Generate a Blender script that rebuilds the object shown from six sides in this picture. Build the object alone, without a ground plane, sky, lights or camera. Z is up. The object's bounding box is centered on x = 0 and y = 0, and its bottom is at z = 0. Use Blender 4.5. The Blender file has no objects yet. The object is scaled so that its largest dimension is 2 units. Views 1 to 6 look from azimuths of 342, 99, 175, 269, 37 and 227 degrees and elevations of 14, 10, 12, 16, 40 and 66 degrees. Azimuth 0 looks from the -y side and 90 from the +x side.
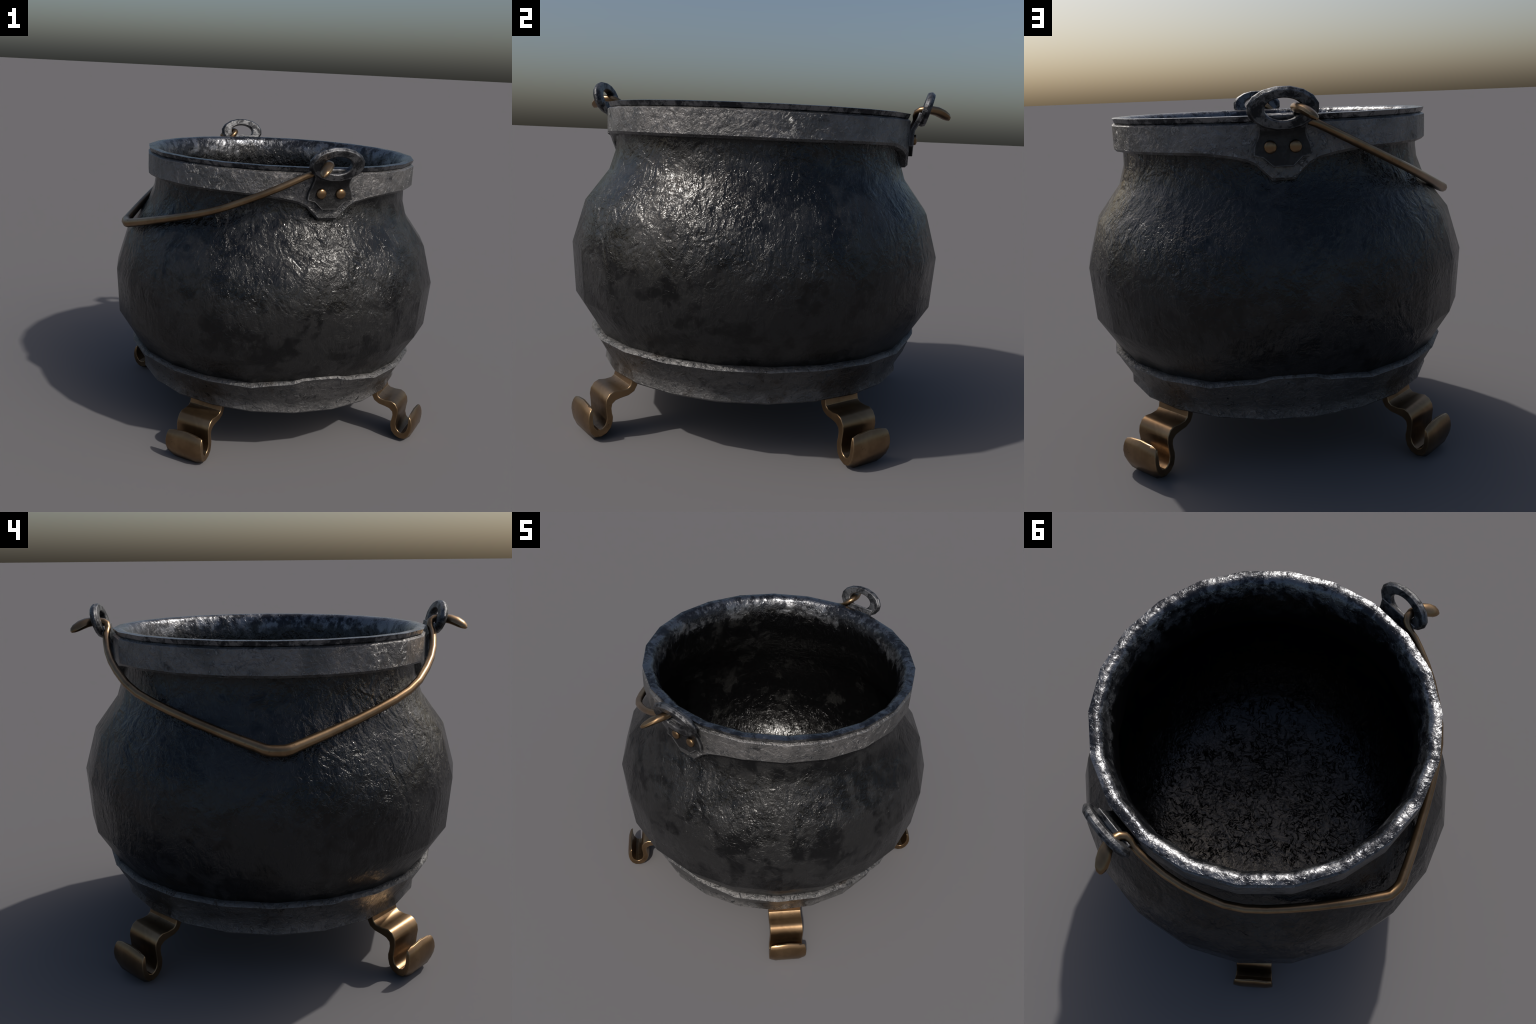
import bpy, math
from math import sin, cos, pi, radians
from mathutils import Vector, Matrix

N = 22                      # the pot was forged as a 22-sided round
STEP = 2 * pi / N
RIM_SHIFT = 0.006           # the ironwork sits a hair off the pot's axis

# ------------------------------------------------------------------ helpers
def link(obj, parent=None):
    bpy.context.scene.collection.objects.link(obj)
    if parent is not None:
        obj.parent = parent
    return obj

def make_mesh(name, verts, faces, mat, sharp=38.0, smooth=True):
    me = bpy.data.meshes.new(name)
    me.from_pydata([tuple(v) for v in verts], [], faces)
    me.validate()
    import bmesh
    bm = bmesh.new(); bm.from_mesh(me)
    bmesh.ops.recalc_face_normals(bm, faces=bm.faces)
    bm.to_mesh(me); bm.free()
    if smooth:
        for p in me.polygons:
            p.use_smooth = True
        me.set_sharp_from_angle(angle=radians(sharp))
    me.materials.append(mat)
    return me

def facet(theta):
    """radius factor that keeps a column on the flat between two corners"""
    phi = theta % STEP
    return cos(STEP / 2) / cos(phi - STEP / 2)

def loft_columns(columns, closed_profile=False):
    """columns: list (around the axis, closed) of lists of points"""
    n, m = len(columns), len(columns[0])
    verts = [p for col in columns for p in col]
    faces = []
    mm = m if closed_profile else m - 1
    for i in range(n):
        j = (i + 1) % n
        for k in range(mm):
            l = (k + 1) % m
            faces.append((i * m + k, j * m + k, j * m + l, i * m + l))
    return verts, faces

def interp(table, x):
    if x <= table[0][0]:
        return table[0][1]
    for (x0, y0), (x1, y1) in zip(table, table[1:]):
        if x <= x1:
            return y0 + (y1 - y0) * (x - x0) / (x1 - x0)
    return table[-1][1]

# ---------------------------------------------------------------- materials
class G:
    """small wrapper to write node graphs compactly"""
    def __init__(self, name):
        self.m = bpy.data.materials.new(name)
        self.m.use_nodes = True
        self.t = self.m.node_tree
        self.b = self.t.nodes['Principled BSDF']
        self.co = self.t.nodes.new('ShaderNodeTexCoord').outputs['Object']
    def put(self, sock, v):
        if isinstance(v, bpy.types.NodeSocket):
            self.t.links.new(v, sock)
        else:
            sock.default_value = v
    def mapping(self, scale, loc=(0, 0, 0), rot=(0, 0, 0), src=None):
        n = self.t.nodes.new('ShaderNodeMapping')
        self.put(n.inputs['Vector'], src or self.co)
        n.inputs['Scale'].default_value = scale
        n.inputs['Location'].default_value = loc
        n.inputs['Rotation'].default_value = rot
        return n.outputs[0]
    def noise(self, scale, detail=4, rough=0.55, dist=0.0, vec=None):
        n = self.t.nodes.new('ShaderNodeTexNoise')
        self.put(n.inputs['Vector'], vec or self.co)
        n.inputs['Scale'].default_value = scale
        n.inputs['Detail'].default_value = detail
        n.inputs['Roughness'].default_value = rough
        n.inputs['Distortion'].default_value = dist
        return n.outputs['Fac']
    def voronoi(self, scale, feature='F1', vec=None):
        n = self.t.nodes.new('ShaderNodeTexVoronoi')
        n.feature = feature
        self.put(n.inputs['Vector'], vec or self.co)
        n.inputs['Scale'].default_value = scale
        return n.outputs['Distance']
    def math(self, op, a, b=0.0, c=0.0, clamp=False):
        n = self.t.nodes.new('ShaderNodeMath')
        n.operation = op; n.use_clamp = clamp
        self.put(n.inputs[0], a); self.put(n.inputs[1], b); self.put(n.inputs[2], c)
        return n.outputs[0]
    def step(self, x, lo, hi):
        n = self.t.nodes.new('ShaderNodeMapRange')
        n.interpolation_type = 'SMOOTHSTEP'
        self.put(n.inputs['Value'], x)
        n.inputs['From Min'].default_value = lo
        n.inputs['From Max'].default_value = hi
        return n.outputs[0]
    def mixf(self, f, a, b):
        n = self.t.nodes.new('ShaderNodeMix'); n.data_type = 'FLOAT'
        self.put(n.inputs[0], f); self.put(n.inputs[2], a); self.put(n.inputs[3], b)
        return n.outputs[0]
    def mixc(self, f, a, b):
        n = self.t.nodes.new('ShaderNodeMix'); n.data_type = 'RGBA'
        self.put(n.inputs[0], f)
        self.put(n.inputs[6], a if isinstance(a, bpy.types.NodeSocket) else (*a, 1))
        self.put(n.inputs[7], b if isinstance(b, bpy.types.NodeSocket) else (*b, 1))
        return n.outputs[2]
    def xyz(self):
        n = self.t.nodes.new('ShaderNodeSeparateXYZ')
        self.put(n.inputs[0], self.co)
        return n.outputs
    def bump(self, h, strength=1.0, dist=0.01, normal=None):
        n = self.t.nodes.new('ShaderNodeBump')
        n.inputs['Strength'].default_value = strength
        n.inputs['Distance'].default_value = dist
        self.put(n.inputs['Height'], h)
        if normal is not None:
            self.put(n.inputs['Normal'], normal)
        return n.outputs[0]
    def edge(self, radius=0.01, lo=0.02, hi=0.2):
        """worn-edge mask: where a rounded normal leaves the true one"""
        bv = self.t.nodes.new('ShaderNodeBevel'); bv.samples = 6
        bv.inputs['Radius'].default_value = radius
        ge = self.t.nodes.new('ShaderNodeNewGeometry')
        d = self.t.nodes.new('ShaderNodeVectorMath'); d.operation = 'DOT_PRODUCT'
        self.t.links.new(bv.outputs[0], d.inputs[0])
        self.t.links.new(ge.outputs['Normal'], d.inputs[1])
        return self.step(self.math('SUBTRACT', 1.0, d.outputs['Value']), lo, hi)
    def out(self, **kw):
        names = dict(color='Base Color', metal='Metallic', rough='Roughness', normal='Normal',
                     spec='Specular IOR Level', coat='Coat Weight', coatr='Coat Roughness')
        for k, v in kw.items():
            if isinstance(v, tuple):
                v = (*v, 1)
            self.put(self.b.inputs[names[k]], v)
        return self.m

def black_iron():
    g = G('black_cast_iron')
    x, y, z = g.xyz()
    # soot patches over dull grey iron
    big = g.noise(3.6, 5, 0.62, 0.6)
    small = g.noise(12, 5, 0.62, 0.3)
    blend = g.math('ADD', g.math('MULTIPLY', big, 0.6), g.math('MULTIPLY', small, 0.4))
    patch = g.step(blend, 0.44, 0.54)
    col = g.mixc(patch, (0.0022, 0.0023, 0.0025), (0.0142, 0.0142, 0.0144))
    # faint brown rust low on the belly
    rust = g.math('MULTIPLY', g.step(g.noise(6, 4, 0.6, 0.0, g.mapping((1, 1, 1), (7, 3, 1))), 0.54, 0.70),
                  g.math('SUBTRACT', 1.0, g.step(z, 0.46, 0.64)))
    col = g.mixc(g.math('MULTIPLY', rust, 0.6), col, (0.014, 0.010, 0.007))
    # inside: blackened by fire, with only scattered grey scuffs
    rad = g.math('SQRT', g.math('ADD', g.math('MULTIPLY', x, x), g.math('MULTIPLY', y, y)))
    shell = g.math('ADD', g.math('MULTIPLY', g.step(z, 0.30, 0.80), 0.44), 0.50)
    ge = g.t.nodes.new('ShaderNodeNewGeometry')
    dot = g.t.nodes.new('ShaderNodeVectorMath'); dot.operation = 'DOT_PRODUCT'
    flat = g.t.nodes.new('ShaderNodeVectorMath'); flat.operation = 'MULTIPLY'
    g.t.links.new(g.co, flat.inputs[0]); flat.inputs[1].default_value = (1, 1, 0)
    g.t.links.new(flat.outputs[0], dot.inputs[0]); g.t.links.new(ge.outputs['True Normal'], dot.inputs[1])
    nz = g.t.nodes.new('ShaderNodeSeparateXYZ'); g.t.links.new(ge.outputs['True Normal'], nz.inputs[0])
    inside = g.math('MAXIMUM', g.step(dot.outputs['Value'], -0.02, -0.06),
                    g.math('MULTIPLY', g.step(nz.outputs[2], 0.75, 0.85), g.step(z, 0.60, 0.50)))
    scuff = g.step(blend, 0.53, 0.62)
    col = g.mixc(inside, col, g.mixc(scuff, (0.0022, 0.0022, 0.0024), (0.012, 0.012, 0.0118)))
    # worn, mottled lip
    lip = g.step(g.math('ADD', z, g.math('MULTIPLY', g.math('SUBTRACT', small, 0.5), 0.24)), 1.51, 1.60)
    mott = g.step(g.math('ADD', g.math('MULTIPLY', g.noise(20, 6, 0.7, 0.3), 0.6), g.math('MULTIPLY', g.noise(6, 3, 0.5, 0.2), 0.4)), 0.45, 0.56)
    lipcol = g.mixc(mott, (0.026, 0.028, 0.033), (0.17, 0.175, 0.185))
    col = g.mixc(lip, col, lipcol)
    rough = g.mixf(patch, 0.170, 0.235)
    rough = g.math('ADD', rough, g.math('MULTIPLY', g.math('SUBTRACT', small, 0.5), 0.2))
    rough = g.mixf(g.step(z, 0.55, 0.90), 0.36, rough)
    rough = g.mixf(inside, rough, 0.23)
    rough = g.mixf(lip, rough, g.mixf(mott, 0.22, 0.30))
    metal = g.mixf(lip, 0.0, g.mixf(mott, 0.8, 0.95))
    # hammered, pitted skin; finer and sharper on the lip and inside
    tang = g.mapping((1, 1, 0.75))
    wob = g.noise(9.5, 2, 0.5, 1.3, tang)
    mid = g.noise(30, 3, 0.55, 1.1, tang)
    pits = g.noise(70, 3, 0.55, 0.3)
    streak = g.noise(26, 3, 0.55, 0.7, g.mapping((1.3, 1.3, 0.42), (2, 8, 1), (0.5, 0.35, 0.2)))
    ridge = g.math('ABSOLUTE', g.math('SUBTRACT', g.noise(21, 4, 0.6, 0.8, g.mapping((1, 1, 0.8), (3, 2, 5))), 0.5))
    groove = g.math('MULTIPLY', g.step(ridge, 0.0, 0.05), 0.10)
    h = g.math('ADD', g.math('MULTIPLY', wob, 1.45), g.math('MULTIPLY', mid, 0.60))
    h = g.math('ADD', h, g.math('MULTIPLY', pits, 0.20))
    h = g.math('ADD', h, groove)
    h = g.math('ADD', h, g.math('MULTIPLY', streak, g.mixf(inside, 0.45, 0.15)))
    calm = g.mixf(g.step(z, 0.45, 0.95), 0.40, 1.0)
    calm = g.math('MULTIPLY', calm, g.mixf(g.step(g.noise(2.6, 2, 0.5), 0.35, 0.65), 0.55, 1.15))
    calm = g.mixf(inside, calm, g.mixf(g.step(z, 0.45, 0.60), 0.42, 0.62))
    calm = g.mixf(lip, calm, 0.42)
    h = g.math('MULTIPLY', h, calm)
    crackn = g.math('ABSOLUTE', g.math('SUBTRACT', g.noise(15, 6, 0.66, 1.0, g.mapping((1, 1, 1), (6, 3, 1))), 0.5))
    floor = g.math('MULTIPLY', inside, g.step(z, 0.62, 0.48))
    cracks = g.math('MULTIPLY', g.math('MULTIPLY', g.step(crackn, 0.026, 0.008), g.step(g.noise(7, 4, 0.6, 0.4, g.mapping((1, 1, 1), (2, 9, 4))), 0.40, 0.56)), floor)
    h = g.math('SUBTRACT', h, g.math('MULTIPLY', cracks, 0.45))
    col = g.mixc(g.math('MULTIPLY', cracks, 0.9), g.mixc(g.math('MULTIPLY', floor, g.mixf(g.step(big, 0.40, 0.60), 0.35, 0.9)), col, (0.0115, 0.0112, 0.0110)), (0.0008, 0.0008, 0.0009))
    spec = g.mixf(cracks, 0.42, 0.0)
    n = g.bump(h, 0.8, 0.0125)
    return g.out(color=col, metal=metal, rough=rough, normal=n, spec=spec)

def grey_iron(name, light=0.12, seed=0.0, base_band=False):
    g = G(name)
    x, y, z = g.xyz()
    v = g.mapping((1, 1, 1), (seed, seed * 0.7, 0))
    cloud = g.noise(5.5, 5, 0.62, 0.4, v)
    fine = g.noise(40, 5, 0.68, 0.6, v)
    chips = g.step(g.noise(26, 6, 0.72, 0.8, g.mapping((1, 1, 0.9), (3 + seed, 1, 2))), 0.55, 0.62)
    col = g.mixc(g.step(cloud, 0.33, 0.66), (light * 0.55,) * 3, (light, light * 0.97, light * 0.955))
    col = g.mixc(g.math('MULTIPLY', chips, 0.5), col, (light * 1.5, light * 1.52, light * 1.55))
    dark = g.step(g.noise(9, 5, 0.65, 0.3, g.mapping((1, 1, 1.2), (9, 4 + seed, 3))), 0.60, 0.68)
    col = g.mixc(g.math('MULTIPLY', dark, 0.75), col, (0.028, 0.028, 0.030))
    if base_band:
        dark_mask = g.step(g.math('ADD', z, g.math('MULTIPLY', g.math('SUBTRACT', g.noise(8, 5, 0.65, 0.4, v), 0.5), 0.30)), 0.30, 0.40)  # darker towards the top of the wall, fading out at the lip
        dark_mask = g.math('MULTIPLY', dark_mask, g.step(z, 0.470, 0.440))
        col = g.mixc(g.math('MULTIPLY', dark_mask, 0.45), col, (0.045, 0.044, 0.044))
        # cos of four times the bearing: -1 on the diagonals, where the legs are riveted in
        r2 = g.math('ADD', g.math('MULTIPLY', x, x), g.math('MULTIPLY', y, y))
        xy = g.math('DIVIDE', g.math('MULTIPLY', x, y), r2)
        near = g.step(g.math('ADD', g.math('ABSOLUTE', xy), g.math('MULTIPLY', g.math('SUBTRACT', g.noise(10, 5, 0.65, 0.4, v), 0.5), 0.16)), 0.455, 0.50)
        near = g.math('MULTIPLY', near, g.step(z, 0.455, 0.43))
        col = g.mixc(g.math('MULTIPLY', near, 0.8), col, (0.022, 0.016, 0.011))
        rust = g.step(g.noise(4.4, 5, 0.66, 0.3, g.mapping((1, 1, 1), (1.7, 5.2, 0.4))), 0.57, 0.68)
        col = g.mixc(g.math('MULTIPLY', rust, 0.7), col, (0.036, 0.026, 0.018))
    wear = g.math('MULTIPLY', g.edge(0.012), g.step(fine, 0.36, 0.58))
    col = g.mixc(g.math('MULTIPLY', wear, 0.75), col, (0.27, 0.275, 0.285))
    metal = g.mixf(chips, 0.30 if base_band else 0.62, 0.95)
    rough = g.math('ADD', 0.25, g.math('MULTIPLY', cloud, 0.20))
    rough = g.math('SUBTRACT', rough, g.math('MULTIPLY', chips, 0.08))
    h = g.math('ADD', g.math('MULTIPLY', fine, 0.50), g.math('MULTIPLY', g.noise(17, 4, 0.6, 0.8, v), 0.8))
    h = g.math('ADD', h, g.math('MULTIPLY', chips, 0.26))
    return g.out(color=col, metal=metal, rough=rough, normal=g.bump(h, 0.75, 0.020), spec=0.5)

def hanger_iron():
    g = G('dark_plate_iron')
    fine = g.noise(34, 6, 0.70, 0.4)
    cloud = g.noise(10, 4, 0.6, 0.3)
    x, y, z = g.xyz()
    top = g.step(z, 1.555, 1.590)
    mix = g.math('ADD', g.math('MULTIPLY', fine, 0.55), g.math('MULTIPLY', cloud, 0.45))
    m = g.step(mix, 0.44, 0.56)
    low = g.mixc(m, (0.0085, 0.0085, 0.009), (0.020, 0.020, 0.021))
    high = g.mixc(m, (0.022, 0.023, 0.026), (0.125, 0.127, 0.132))
    col = g.mixc(top, low, high)
    wear = g.math('MULTIPLY', g.edge(0.009, 0.004, 0.05), g.step(fine, 0.30, 0.50))
    col = g.mixc(g.math('MULTIPLY', wear, 0.75), col, (0.25, 0.25, 0.255))
    h = g.math('ADD', fine, g.math('MULTIPLY', cloud, 0.5))
    return g.out(color=col, metal=g.mixf(top, 0.3, 0.8), rough=g.mixf(m, 0.44, 0.35),
                 normal=g.bump(h, 0.5, 0.012), spec=0.5)

def bronze():
    g = G('aged_bronze')
    cloud = g.noise(6, 4, 0.6, 0.3)
    fine = g.noise(45, 5, 0.68, 0.4)
    col = g.mixc(g.step(cloud, 0.35, 0.65), (0.200, 0.127, 0.068), (0.285, 0.188, 0.104))
    spots = g.step(g.noise(34, 6, 0.74, 0.8, g.mapping((1, 1, 1), (4, 1, 6))), 0.62, 0.68)
    col = g.mixc(g.math('MULTIPLY', spots, 0.75), col, (0.045, 0.032, 0.022))
    # occlusion shade painted into the bronze colour, darkest in the bends
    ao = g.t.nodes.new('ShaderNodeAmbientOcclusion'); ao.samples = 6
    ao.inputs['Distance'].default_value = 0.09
    dark_mask = g.step(g.math('ADD', ao.outputs['AO'], g.math('MULTIPLY', g.math('SUBTRACT', fine, 0.5), 0.5)), 0.70, 0.30)
    col = g.mixc(g.math('MULTIPLY', dark_mask, 0.8), col, (0.030, 0.021, 0.014))
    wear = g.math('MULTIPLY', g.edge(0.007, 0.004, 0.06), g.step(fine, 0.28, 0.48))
    col = g.mixc(g.math('MULTIPLY', wear, 0.7), col, (0.46, 0.35, 0.21))
    rough = g.math('ADD', g.math('MULTIPLY', cloud, 0.10), g.mixf(spots, 0.26, 0.46))
    rough = g.math('ADD', rough, g.math('MULTIPLY', dark_mask, 0.12))
    return g.out(color=col, metal=0.95, rough=rough, normal=g.bump(fine, 0.06, 0.005))

IRON = black_iron()
BAND = grey_iron('hammered_grey_iron', 0.185, 0.0)
BASE = grey_iron('stained_grey_iron', 0.135, 5.0, True)
PLATE = hanger_iron()
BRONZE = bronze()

# ---------------------------------------------------------------- the thing
root = bpy.data.objects.new('cauldron', None)
root.empty_display_size = 0.3
root['label'] = 'black iron cauldron with bronze feet and bail handle'
root['category'] = 'cauldron'
link(root)

# ------------------------------------------------------------ pot: one skin
# (radius, height) from the middle of the floor up the inside, over the lip,
# down the outside and in under the base
POT = [(0.30, 0.330), (0.56, 0.345), (0.70, 0.400), (0.815, 0.520), (0.895, 0.665), (0.915, 0.905),
       (0.855, 1.110), (0.745, 1.265), (0.706, 1.390), (0.706, 1.480), (0.718, 1.560), (0.733, 1.604),
       (0.745, 1.6180), (0.758, 1.6250), (0.778, 1.6265), (0.795, 1.6240),
       (0.787, 1.603), (0.779, 1.599), (0.775, 1.560), (0.753, 1.470),
       (0.753, 1.440), (0.757, 1.385), (0.790, 1.286), (0.910, 1.127), (0.974, 0.909), (0.957, 0.647),
       (0.780, 0.360), (0.60, 0.300)]
cols = []
for k in range(N):
    t = k * STEP
    col = []
    for r, z in POT:
        sx = RIM_SHIFT * min(1.0, max(0.0, (z - 1.30) / 0.15))
        col.append((r * cos(t) + sx, r * sin(t), z))
    cols.append(col)
v, f = loft_columns(cols)
m = len(POT)
v += [(0, 0, 0.326), (0, 0, 0.295)]
for k in range(N):
    j = (k + 1) % N
    f.append((len(v) - 2, j * m, k * m))
    f.append((len(v) - 1, k * m + m - 1, j * m + m - 1))
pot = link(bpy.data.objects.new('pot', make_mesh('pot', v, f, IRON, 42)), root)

# ------------------------------------------------------------------ rim band
# lower edge of the band by sideways distance from the hanger's centre line:
# it dips to a blunt tongue under each hanger
TONGUE = [(0.0, 1.3655), (0.049, 1.3655), (0.090, 1.4060), (0.114, 1.4300), (0.155, 1.4480),
          (0.230, 1.4630), (0.331, 1.4755), (0.450, 1.4785), (9.0, 1.4785)]
angles = [k * STEP for k in range(N)]
for side in (0.5 * pi, 1.5 * pi):
    for dx in (0.049, 0.090, 0.155, 0.19, 0.230, 0.28, 0.39):
        for sg in (-1, 1):
            r = 0.797 * facet(side + sg * math.atan(dx / 0.79))
            angles.append((side + sg * math.asin(dx / r)) % (2 * pi))
angles.sort()
cols = []
for t in angles:
    fc = facet(t)
    x = abs(0.797 * fc * cos(t))
    e = interp(TONGUE, x)
    prof = [(0.770, 1.5985), (0.786, 1.5975), (0.7975, 1.5895), (0.7975, e + 0.002), (0.7955, e), (0.785, e - 0.0105),
            (0.735, e - 0.0125)]
    cols.append([(r * fc * cos(t) + RIM_SHIFT, r * fc * sin(t), z) for r, z in prof])
v, f = loft_columns(cols, closed_profile=True)
band = link(bpy.data.objects.new('rim_band', make_mesh('rim_band', v, f, BAND, 33)), root)

# ----------------------------------------------------------------- base band
# flared cup holding the belly; its lip rises to a low crest front and back
CREST = [(0, 0.508), (6.4, 0.508), (10.5, 0.485), (16.5, 0.474), (24.6, 0.455), (180, 0.455)]
angles = [k * STEP for k in range(N)]
for side in (0.5 * pi, 1.5 * pi):
    for d in (5.5, 6.8, 10.5, 16.5):
        for sg in (-1, 1):
            angles.append(side + sg * radians(d))
angles.sort()
cols = []
for t in angles:
    fc = facet(t)
    deg = abs((math.degrees(t) % 180) - 90)
    zl = interp(CREST, deg)
    up = zl - 0.455
    lift = up * 0.15
    prof = [(0.800 + up * 0.5, zl + 0.004), (0.840 + up * 0.4, zl + 0.0165), (0.862 + lift, zl + 0.013), (0.873 + lift, zl + 0.006),
            (0.877 + lift, zl - 0.002),
            (0.866 + lift, zl - 0.014), (0.842, 0.398), (0.815, 0.352), (0.799, 0.322), (0.803, 0.285), (0.797, 0.277), (0.770, 0.272),
            (0.40, 0.268)]
    cols.append([(r * fc * cos(t) + 0.003, r * fc * sin(t), z) for r, z in prof])
v, f = loft_columns(cols)
m = len(prof)
v.append((0.003, 0, 0.266))
for k in range(len(angles)):
    j = (k + 1) % len(angles)
    f.append((len(v) - 1, k * m + m - 1, j * m + m - 1))
base = link(bpy.data.objects.new('base_band', make_mesh('base_band', v, f, BASE, 40)), root)

# ---------------------------------------------------------------------- legs
# strap drawn in the leg's own plane: (inner rho, z, outer rho, z, bulge, half width)
LEG = [(0.776, 0.305, 0.742, 0.295, 0.000, 0.102),
       (0.777, 0.267, 0.746, 0.245, 0.000, 0.102),
       (0.782, 0.247, 0.762, 0.216, 0.000, 0.102),
       (0.797, 0.235, 0.792, 0.200, 0.001, 0.102),
       (0.832, 0.231, 0.830, 0.194, 0.002, 0.102),
       (0.866, 0.234, 0.858, 0.187, 0.003, 0.102),
       (0.890, 0.222, 0.877, 0.171, 0.003, 0.102),
       (0.907, 0.197, 0.881, 0.150, 0.003, 0.102),
       (0.912, 0.168, 0.878, 0.124, 0.004, 0.102),
       (0.908, 0.134, 0.873, 0.104, 0.006, 0.102),
       (0.905, 0.100, 0.875, 0.080, 0.010, 0.103),
       (0.913, 0.073, 0.885, 0.052, 0.014, 0.105),
       (0.927, 0.059, 0.906, 0.029, 0.018, 0.106),
       (0.943, 0.054, 0.936, 0.018, 0.018, 0.108),
       (0.960, 0.060, 0.964, 0.022, 0.017, 0.109),
       (0.974, 0.080, 0.985, 0.043, 0.015, 0.112),
       (0.980, 0.104, 0.999, 0.076, 0.013, 0.115),
       (0.981, 0.125, 1.003, 0.105, 0.010, 0.115),
       (0.980, 0.141, 1.001, 0.128, 0.008, 0.113),
       (0.979, 0.152, 0.996, 0.146, 0.006, 0.110),
       (0.978, 0.160, 0.989, 0.158, 0.004, 0.108),
       (0.977, 0.164, 0.982, 0.164, 0.002, 0.105)]
ACROSS = [-1.0, -0.66, 0.0, 0.66, 1.0]
verts, faces = [], []
for i, (ri, zi, ro, zo, b, w) in enumerate(LEG):
    d = Vector((ro - ri, zo - zi)).normalized()
    tip = max(0, i - 16) / 4.0          # the toe's edge is a shallow arch
    ring = []
    for a in ACROSS:
        lift = 0.014 * tip * (1 - abs(a) ** 2)
        ring.append((ri, a * w, zi + lift))
    for a in reversed(ACROSS):
        k = 1.0 if abs(a) < 0.7 else 0.0
        lift = 0.014 * tip * (1 - abs(a) ** 2)
        ring.append((ro + d.x * b * k, a * w, zo + d.y * b * k + lift))
    verts += ring
n = 2 * len(ACROSS)
for i in range(len(LEG) - 1):
    for k in range(n):
        l = (k + 1) % n
        faces.append((i * n + k, i * n + l, (i + 1) * n + l, (i + 1) * n + k))
faces.append(tuple(range(n)))
faces.append(tuple((len(LEG) - 1) * n + k for k in range(n)))
zmin = min(p[2] for p in verts)
verts = [(x, y, max(0.0, z - zmin)) if z < 0.06 else (x, y, z) for x, y, z in verts]
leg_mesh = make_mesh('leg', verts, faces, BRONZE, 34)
for q in range(4):
    leg = bpy.data.objects.new('leg', leg_mesh)
    leg.rotation_euler = (0, 0, radians(45.1 + 90 * q))
    leg.location = (RIM_SHIFT, 0, 0)
    bev = leg.modifiers.new('worn_edges', 'BEVEL')
    bev.width = 0.0032; bev.segments = 2; bev.limit_method = 'ANGLE'; bev.angle_limit = radians(45)
    link(leg, root)

# ------------------------------------------------------------------- hangers
def plate_mesh():
    # (height, half width, front face y): shield with shoulders, bent out at the top
    rows = [(1.4125, 0.043, 0.8105), (1.4535, 0.086, 0.8105), (1.4640, 0.125, 0.8105), (1.4830, 0.1215, 0.8105),
            (1.500, 0.1195, 0.8110), (1.525, 0.1085, 0.8115), (1.545, 0.101, 0.8150), (1.562, 0.099, 0.8250),
            (1.580, 0.102, 0.8370), (1.606, 0.108, 0.8480), (1.625, 0.110, 0.852)]
    th = 0.026
    xs = (-1, -0.5, 0.5, 1)
    V, F = [], []
    for z, w, y in rows:
        k = 0 if z < 1.54 else min(1, (z - 1.54) / 0.03)
        for a in xs:
            V.append((a * w, y, z))
        for a in reversed(xs):
            V.append((a * w, y - th * (1 - 0.15 * k), z + 0.010 * k))
    n = 2 * len(xs)
    for i in range(len(rows) - 1):
        for k in range(n):
            l = (k + 1) % n
            F.append((i * n + k, i * n + l, (i + 1) * n + l, (i + 1) * n + k))
    F.append(tuple(range(n)))
    F.append(tuple((len(rows) - 1) * n + k for k in range(n)))
    return make_mesh('hanger', V, F, PLATE, 30)

def eyelet_mesh():
    # oval eye, chamfered, leaning outwards
    tilt = radians(15.6)
    c = Vector((0, 0.8665, 1.6525))
    up = Vector((0, sin(tilt), cos(tilt)))
    out = Vector((0, cos(tilt), -sin(tilt)))
    M, h = 32, 0.0195
    section = []                         # (which outline blend 0 hole..1 rim, depth)
    prof = [(0.0, -0.75), (0.10, -1.0), (0.80, -1.0), (1.0, -0.25), (1.0, 0.25), (0.80, 1.0), (0.10, 1.0), (0.0, 0.75)]
    corner = [radians(11.25 + 22.5 * i) for i in range(16)]
    cols = []
    for i in range(M):
        if i % 2 == 0:
            a0 = a1 = corner[i // 2]; mid = 0
        else:
            a0, a1 = corner[i // 2], corner[(i // 2 + 1) % 16]; mid = 1
        def outer(a): return Vector((0.149 * cos(a), 0.0905 * sin(a)))
        am = a0 + 0.5 * ((a1 - a0) % (2 * pi)) if mid else a0
        po = (outer(a0) + outer(a1)) / 2 if mid else outer(a0)
        pi_ = Vector((0.0770 * cos(am), 0.0465 * sin(am)))
        col = []
        for s, d in prof:
            p = pi_ * (1 - s) + po * s
            col.append(c + Vector((p.x, 0, 0)) + up * p.y + out * (d * h))
        cols.append(col)
    v, f = loft_columns(cols, closed_profile=True)
    return make_mesh('eyelet', v, f, PLATE, 30)

def rivet_mesh():
    prof = [(0.0272, -0.004), (0.0272, 0.0085), (0.0235, 0.0140), (0.013, 0.0170), (0.005, 0.0180)]
    K = 14
    cols = []
    for i in range(K):
        a = 2 * pi * i / K
        cols.append([(r * cos(a), d, r * sin(a)) for r, d in prof])
    v, f = loft_columns(cols)
    f.append(tuple(i * len(prof) + len(prof) - 1 for i in range(K)))
    return make_mesh('rivet', v, f, BRONZE, 50)

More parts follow.
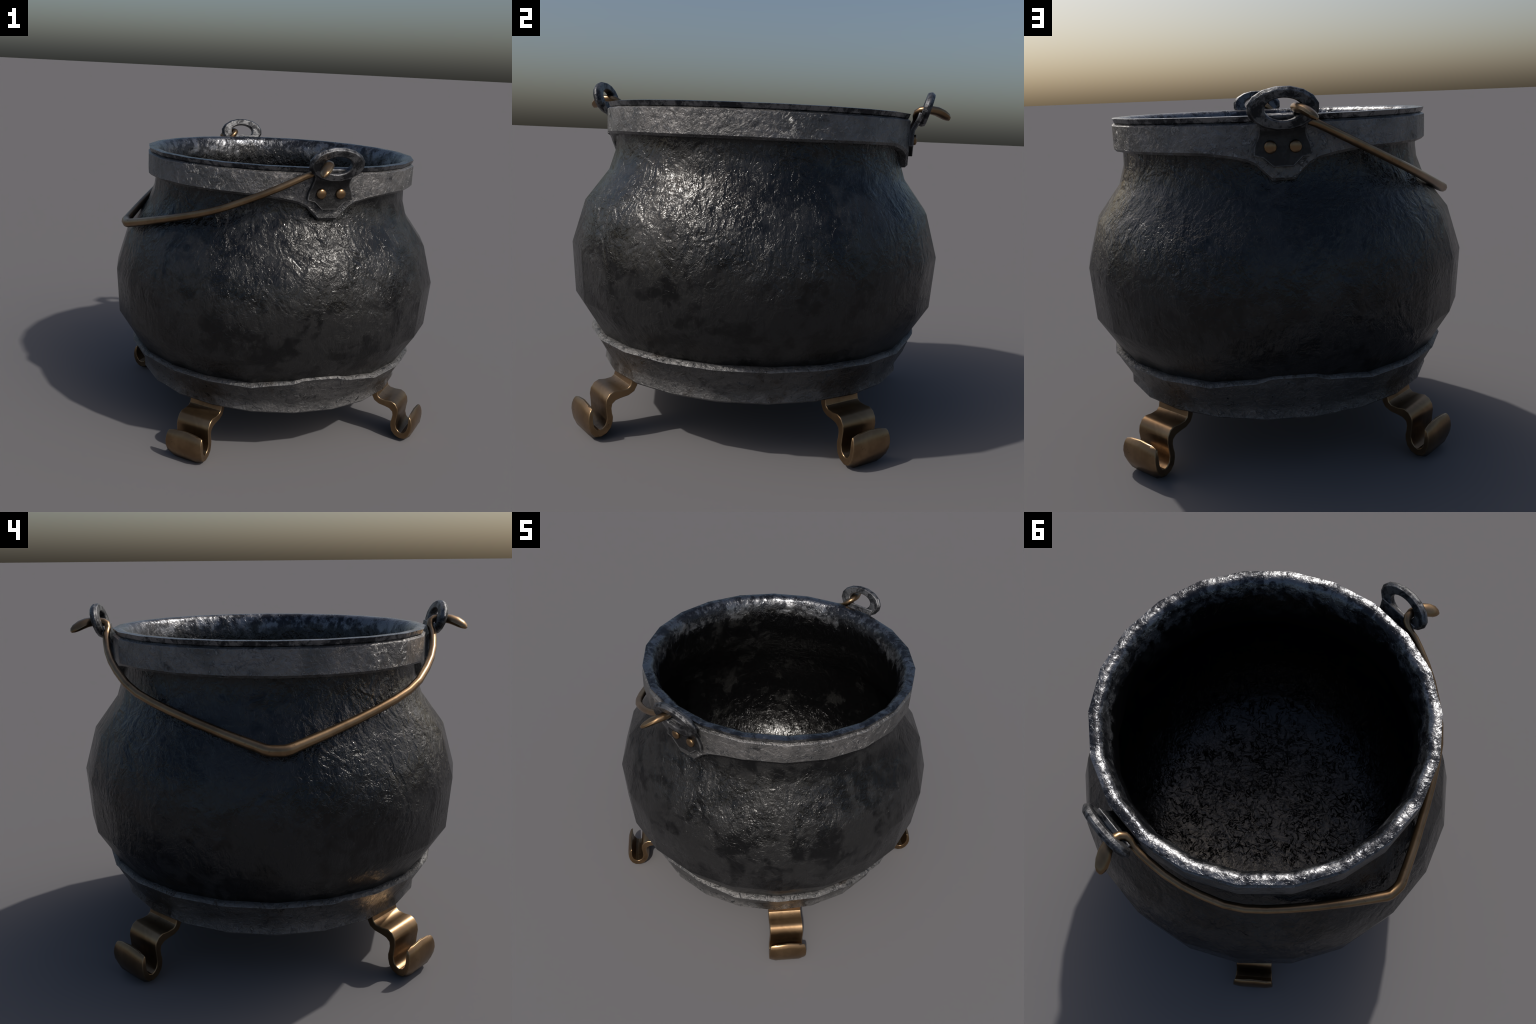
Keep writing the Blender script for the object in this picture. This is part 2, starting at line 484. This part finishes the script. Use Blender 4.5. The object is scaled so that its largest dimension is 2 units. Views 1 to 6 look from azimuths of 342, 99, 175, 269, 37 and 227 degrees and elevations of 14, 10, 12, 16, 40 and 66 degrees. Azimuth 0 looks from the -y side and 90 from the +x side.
pm, em, rm = plate_mesh(), eyelet_mesh(), rivet_mesh()
for ang in (0.0, pi):
    hanger = bpy.data.objects.new('hanger', pm)
    hanger.rotation_euler = (0, 0, ang)
    hanger.location = (0.0065, 0, 0)
    bev = hanger.modifiers.new('worn_edges', 'BEVEL')
    bev.width = 0.0035; bev.segments = 2; bev.limit_method = 'ANGLE'; bev.angle_limit = radians(40)
    link(hanger, root)
    eye = bpy.data.objects.new('eyelet', em)
    bev = eye.modifiers.new('worn_edges', 'BEVEL')
    bev.width = 0.002; bev.segments = 2; bev.limit_method = 'ANGLE'; bev.angle_limit = radians(35)
    link(eye, hanger)
    for sx in (-1, 1):
        rv = bpy.data.objects.new('rivet', rm)
        rv.location = (0.0525 * sx, 0.8105, 1.4970)
        link(rv, hanger)

# -------------------------------------------------------------------- handle
# bail lies in one slanted plane, hooked through both eyelets, resting on the shoulder
# half path from the peak of the bail to the spoon-shaped end: (x, y, half width, half depth)
A = Vector((-0.922, 0, 1.1895)); B = Vector((-0.005, 0, 1.6525))
HALF = [(-0.9190, 0.000, 0.0262, 0.0250), (-0.9180, 0.030, 0.0267, 0.0255), (-0.9115, 0.051, 0.0266, 0.0253), (-0.8960, 0.079, 0.0252, 0.0239), (-0.8740, 0.121, 0.0244, 0.0231),
        (-0.8260, 0.210, 0.0233, 0.0221),
        (-0.7440, 0.349, 0.0221, 0.0209), (-0.6780, 0.453, 0.0210, 0.0204), (-0.6200, 0.537, 0.0206, 0.0201),
        (-0.5600, 0.611, 0.0203, 0.0192),
        (-0.4930, 0.671, 0.0195, 0.0189), (-0.4050, 0.725, 0.0192, 0.0187), (-0.3300, 0.763, 0.0185, 0.0185),
        (-0.2550, 0.790, 0.0184, 0.0184), (-0.1850, 0.807, 0.0184, 0.0178), (-0.1350, 0.8165, 0.0178, 0.0178)]
# the hook itself rises off that plane, loops through the eye and ends in a spoon
HOOK = [(-0.1000, 0.8195, 1.5990, .0165, .0165), (-0.0760, 0.8165, 1.6230, .0170, .0165), (-0.0590, 0.8220, 1.6410, .0180, .0170),
        (-0.0470, 0.8400, 1.6510, .0200, .0180), (-0.0445, 0.8650, 1.6535, .0230, .0190), (-0.0500, 0.8930, 1.6530, .0265, .0205),
        (-0.0640, 0.9220, 1.6490, .0300, .0210), (-0.0830, 0.9490, 1.6395, .0320, .0205), (-0.1000, 0.9720, 1.6270, .0280, .0170),
        (-0.1110, 0.9850, 1.6180, .0190, .0120), (-0.1180, 0.9915, 1.6120, .0070, .0065)]
def on_plane(x, y):
    k = (x - A.x) / (B.x - A.x)
    return Vector((x, y, A.z + k * (B.z - A.z)))
half = [(on_plane(x, y), w, d) for x, y, w, d in HALF] + [(Vector((x, y, z)), w, d) for x, y, z, w, d in HOOK]
path = [(Vector((p.x, -p.y, p.z)), w, d) for p, w, d in reversed(half[1:])] + half
slope = (B - A).normalized()
nrm = Vector((-slope.z, 0, slope.x))       # normal of the bail's plane
K = 10
verts, faces = [], []
for i, (p, w, d) in enumerate(path):
    t = (path[min(i + 1, len(path) - 1)][0] - path[max(i - 1, 0)][0]).normalized()
    side = t.cross(nrm).normalized()
    up = side.cross(t).normalized()
    end = min(i, len(path) - 1 - i)
    drop = -0.004 * max(0, 4 - end) / 4
    for k in range(K):
        a = 2 * pi * (k + 0.5) / K
        verts.append(p + side * (w * cos(a)) + up * (d * sin(a) + drop))
L = len(path)
for i in range(L - 1):
    for k in range(K):
        l = (k + 1) % K
        faces.append((i * K + k, i * K + l, (i + 1) * K + l, (i + 1) * K + k))
faces.append(tuple(range(K)))
faces.append(tuple((L - 1) * K + k for k in range(K)))
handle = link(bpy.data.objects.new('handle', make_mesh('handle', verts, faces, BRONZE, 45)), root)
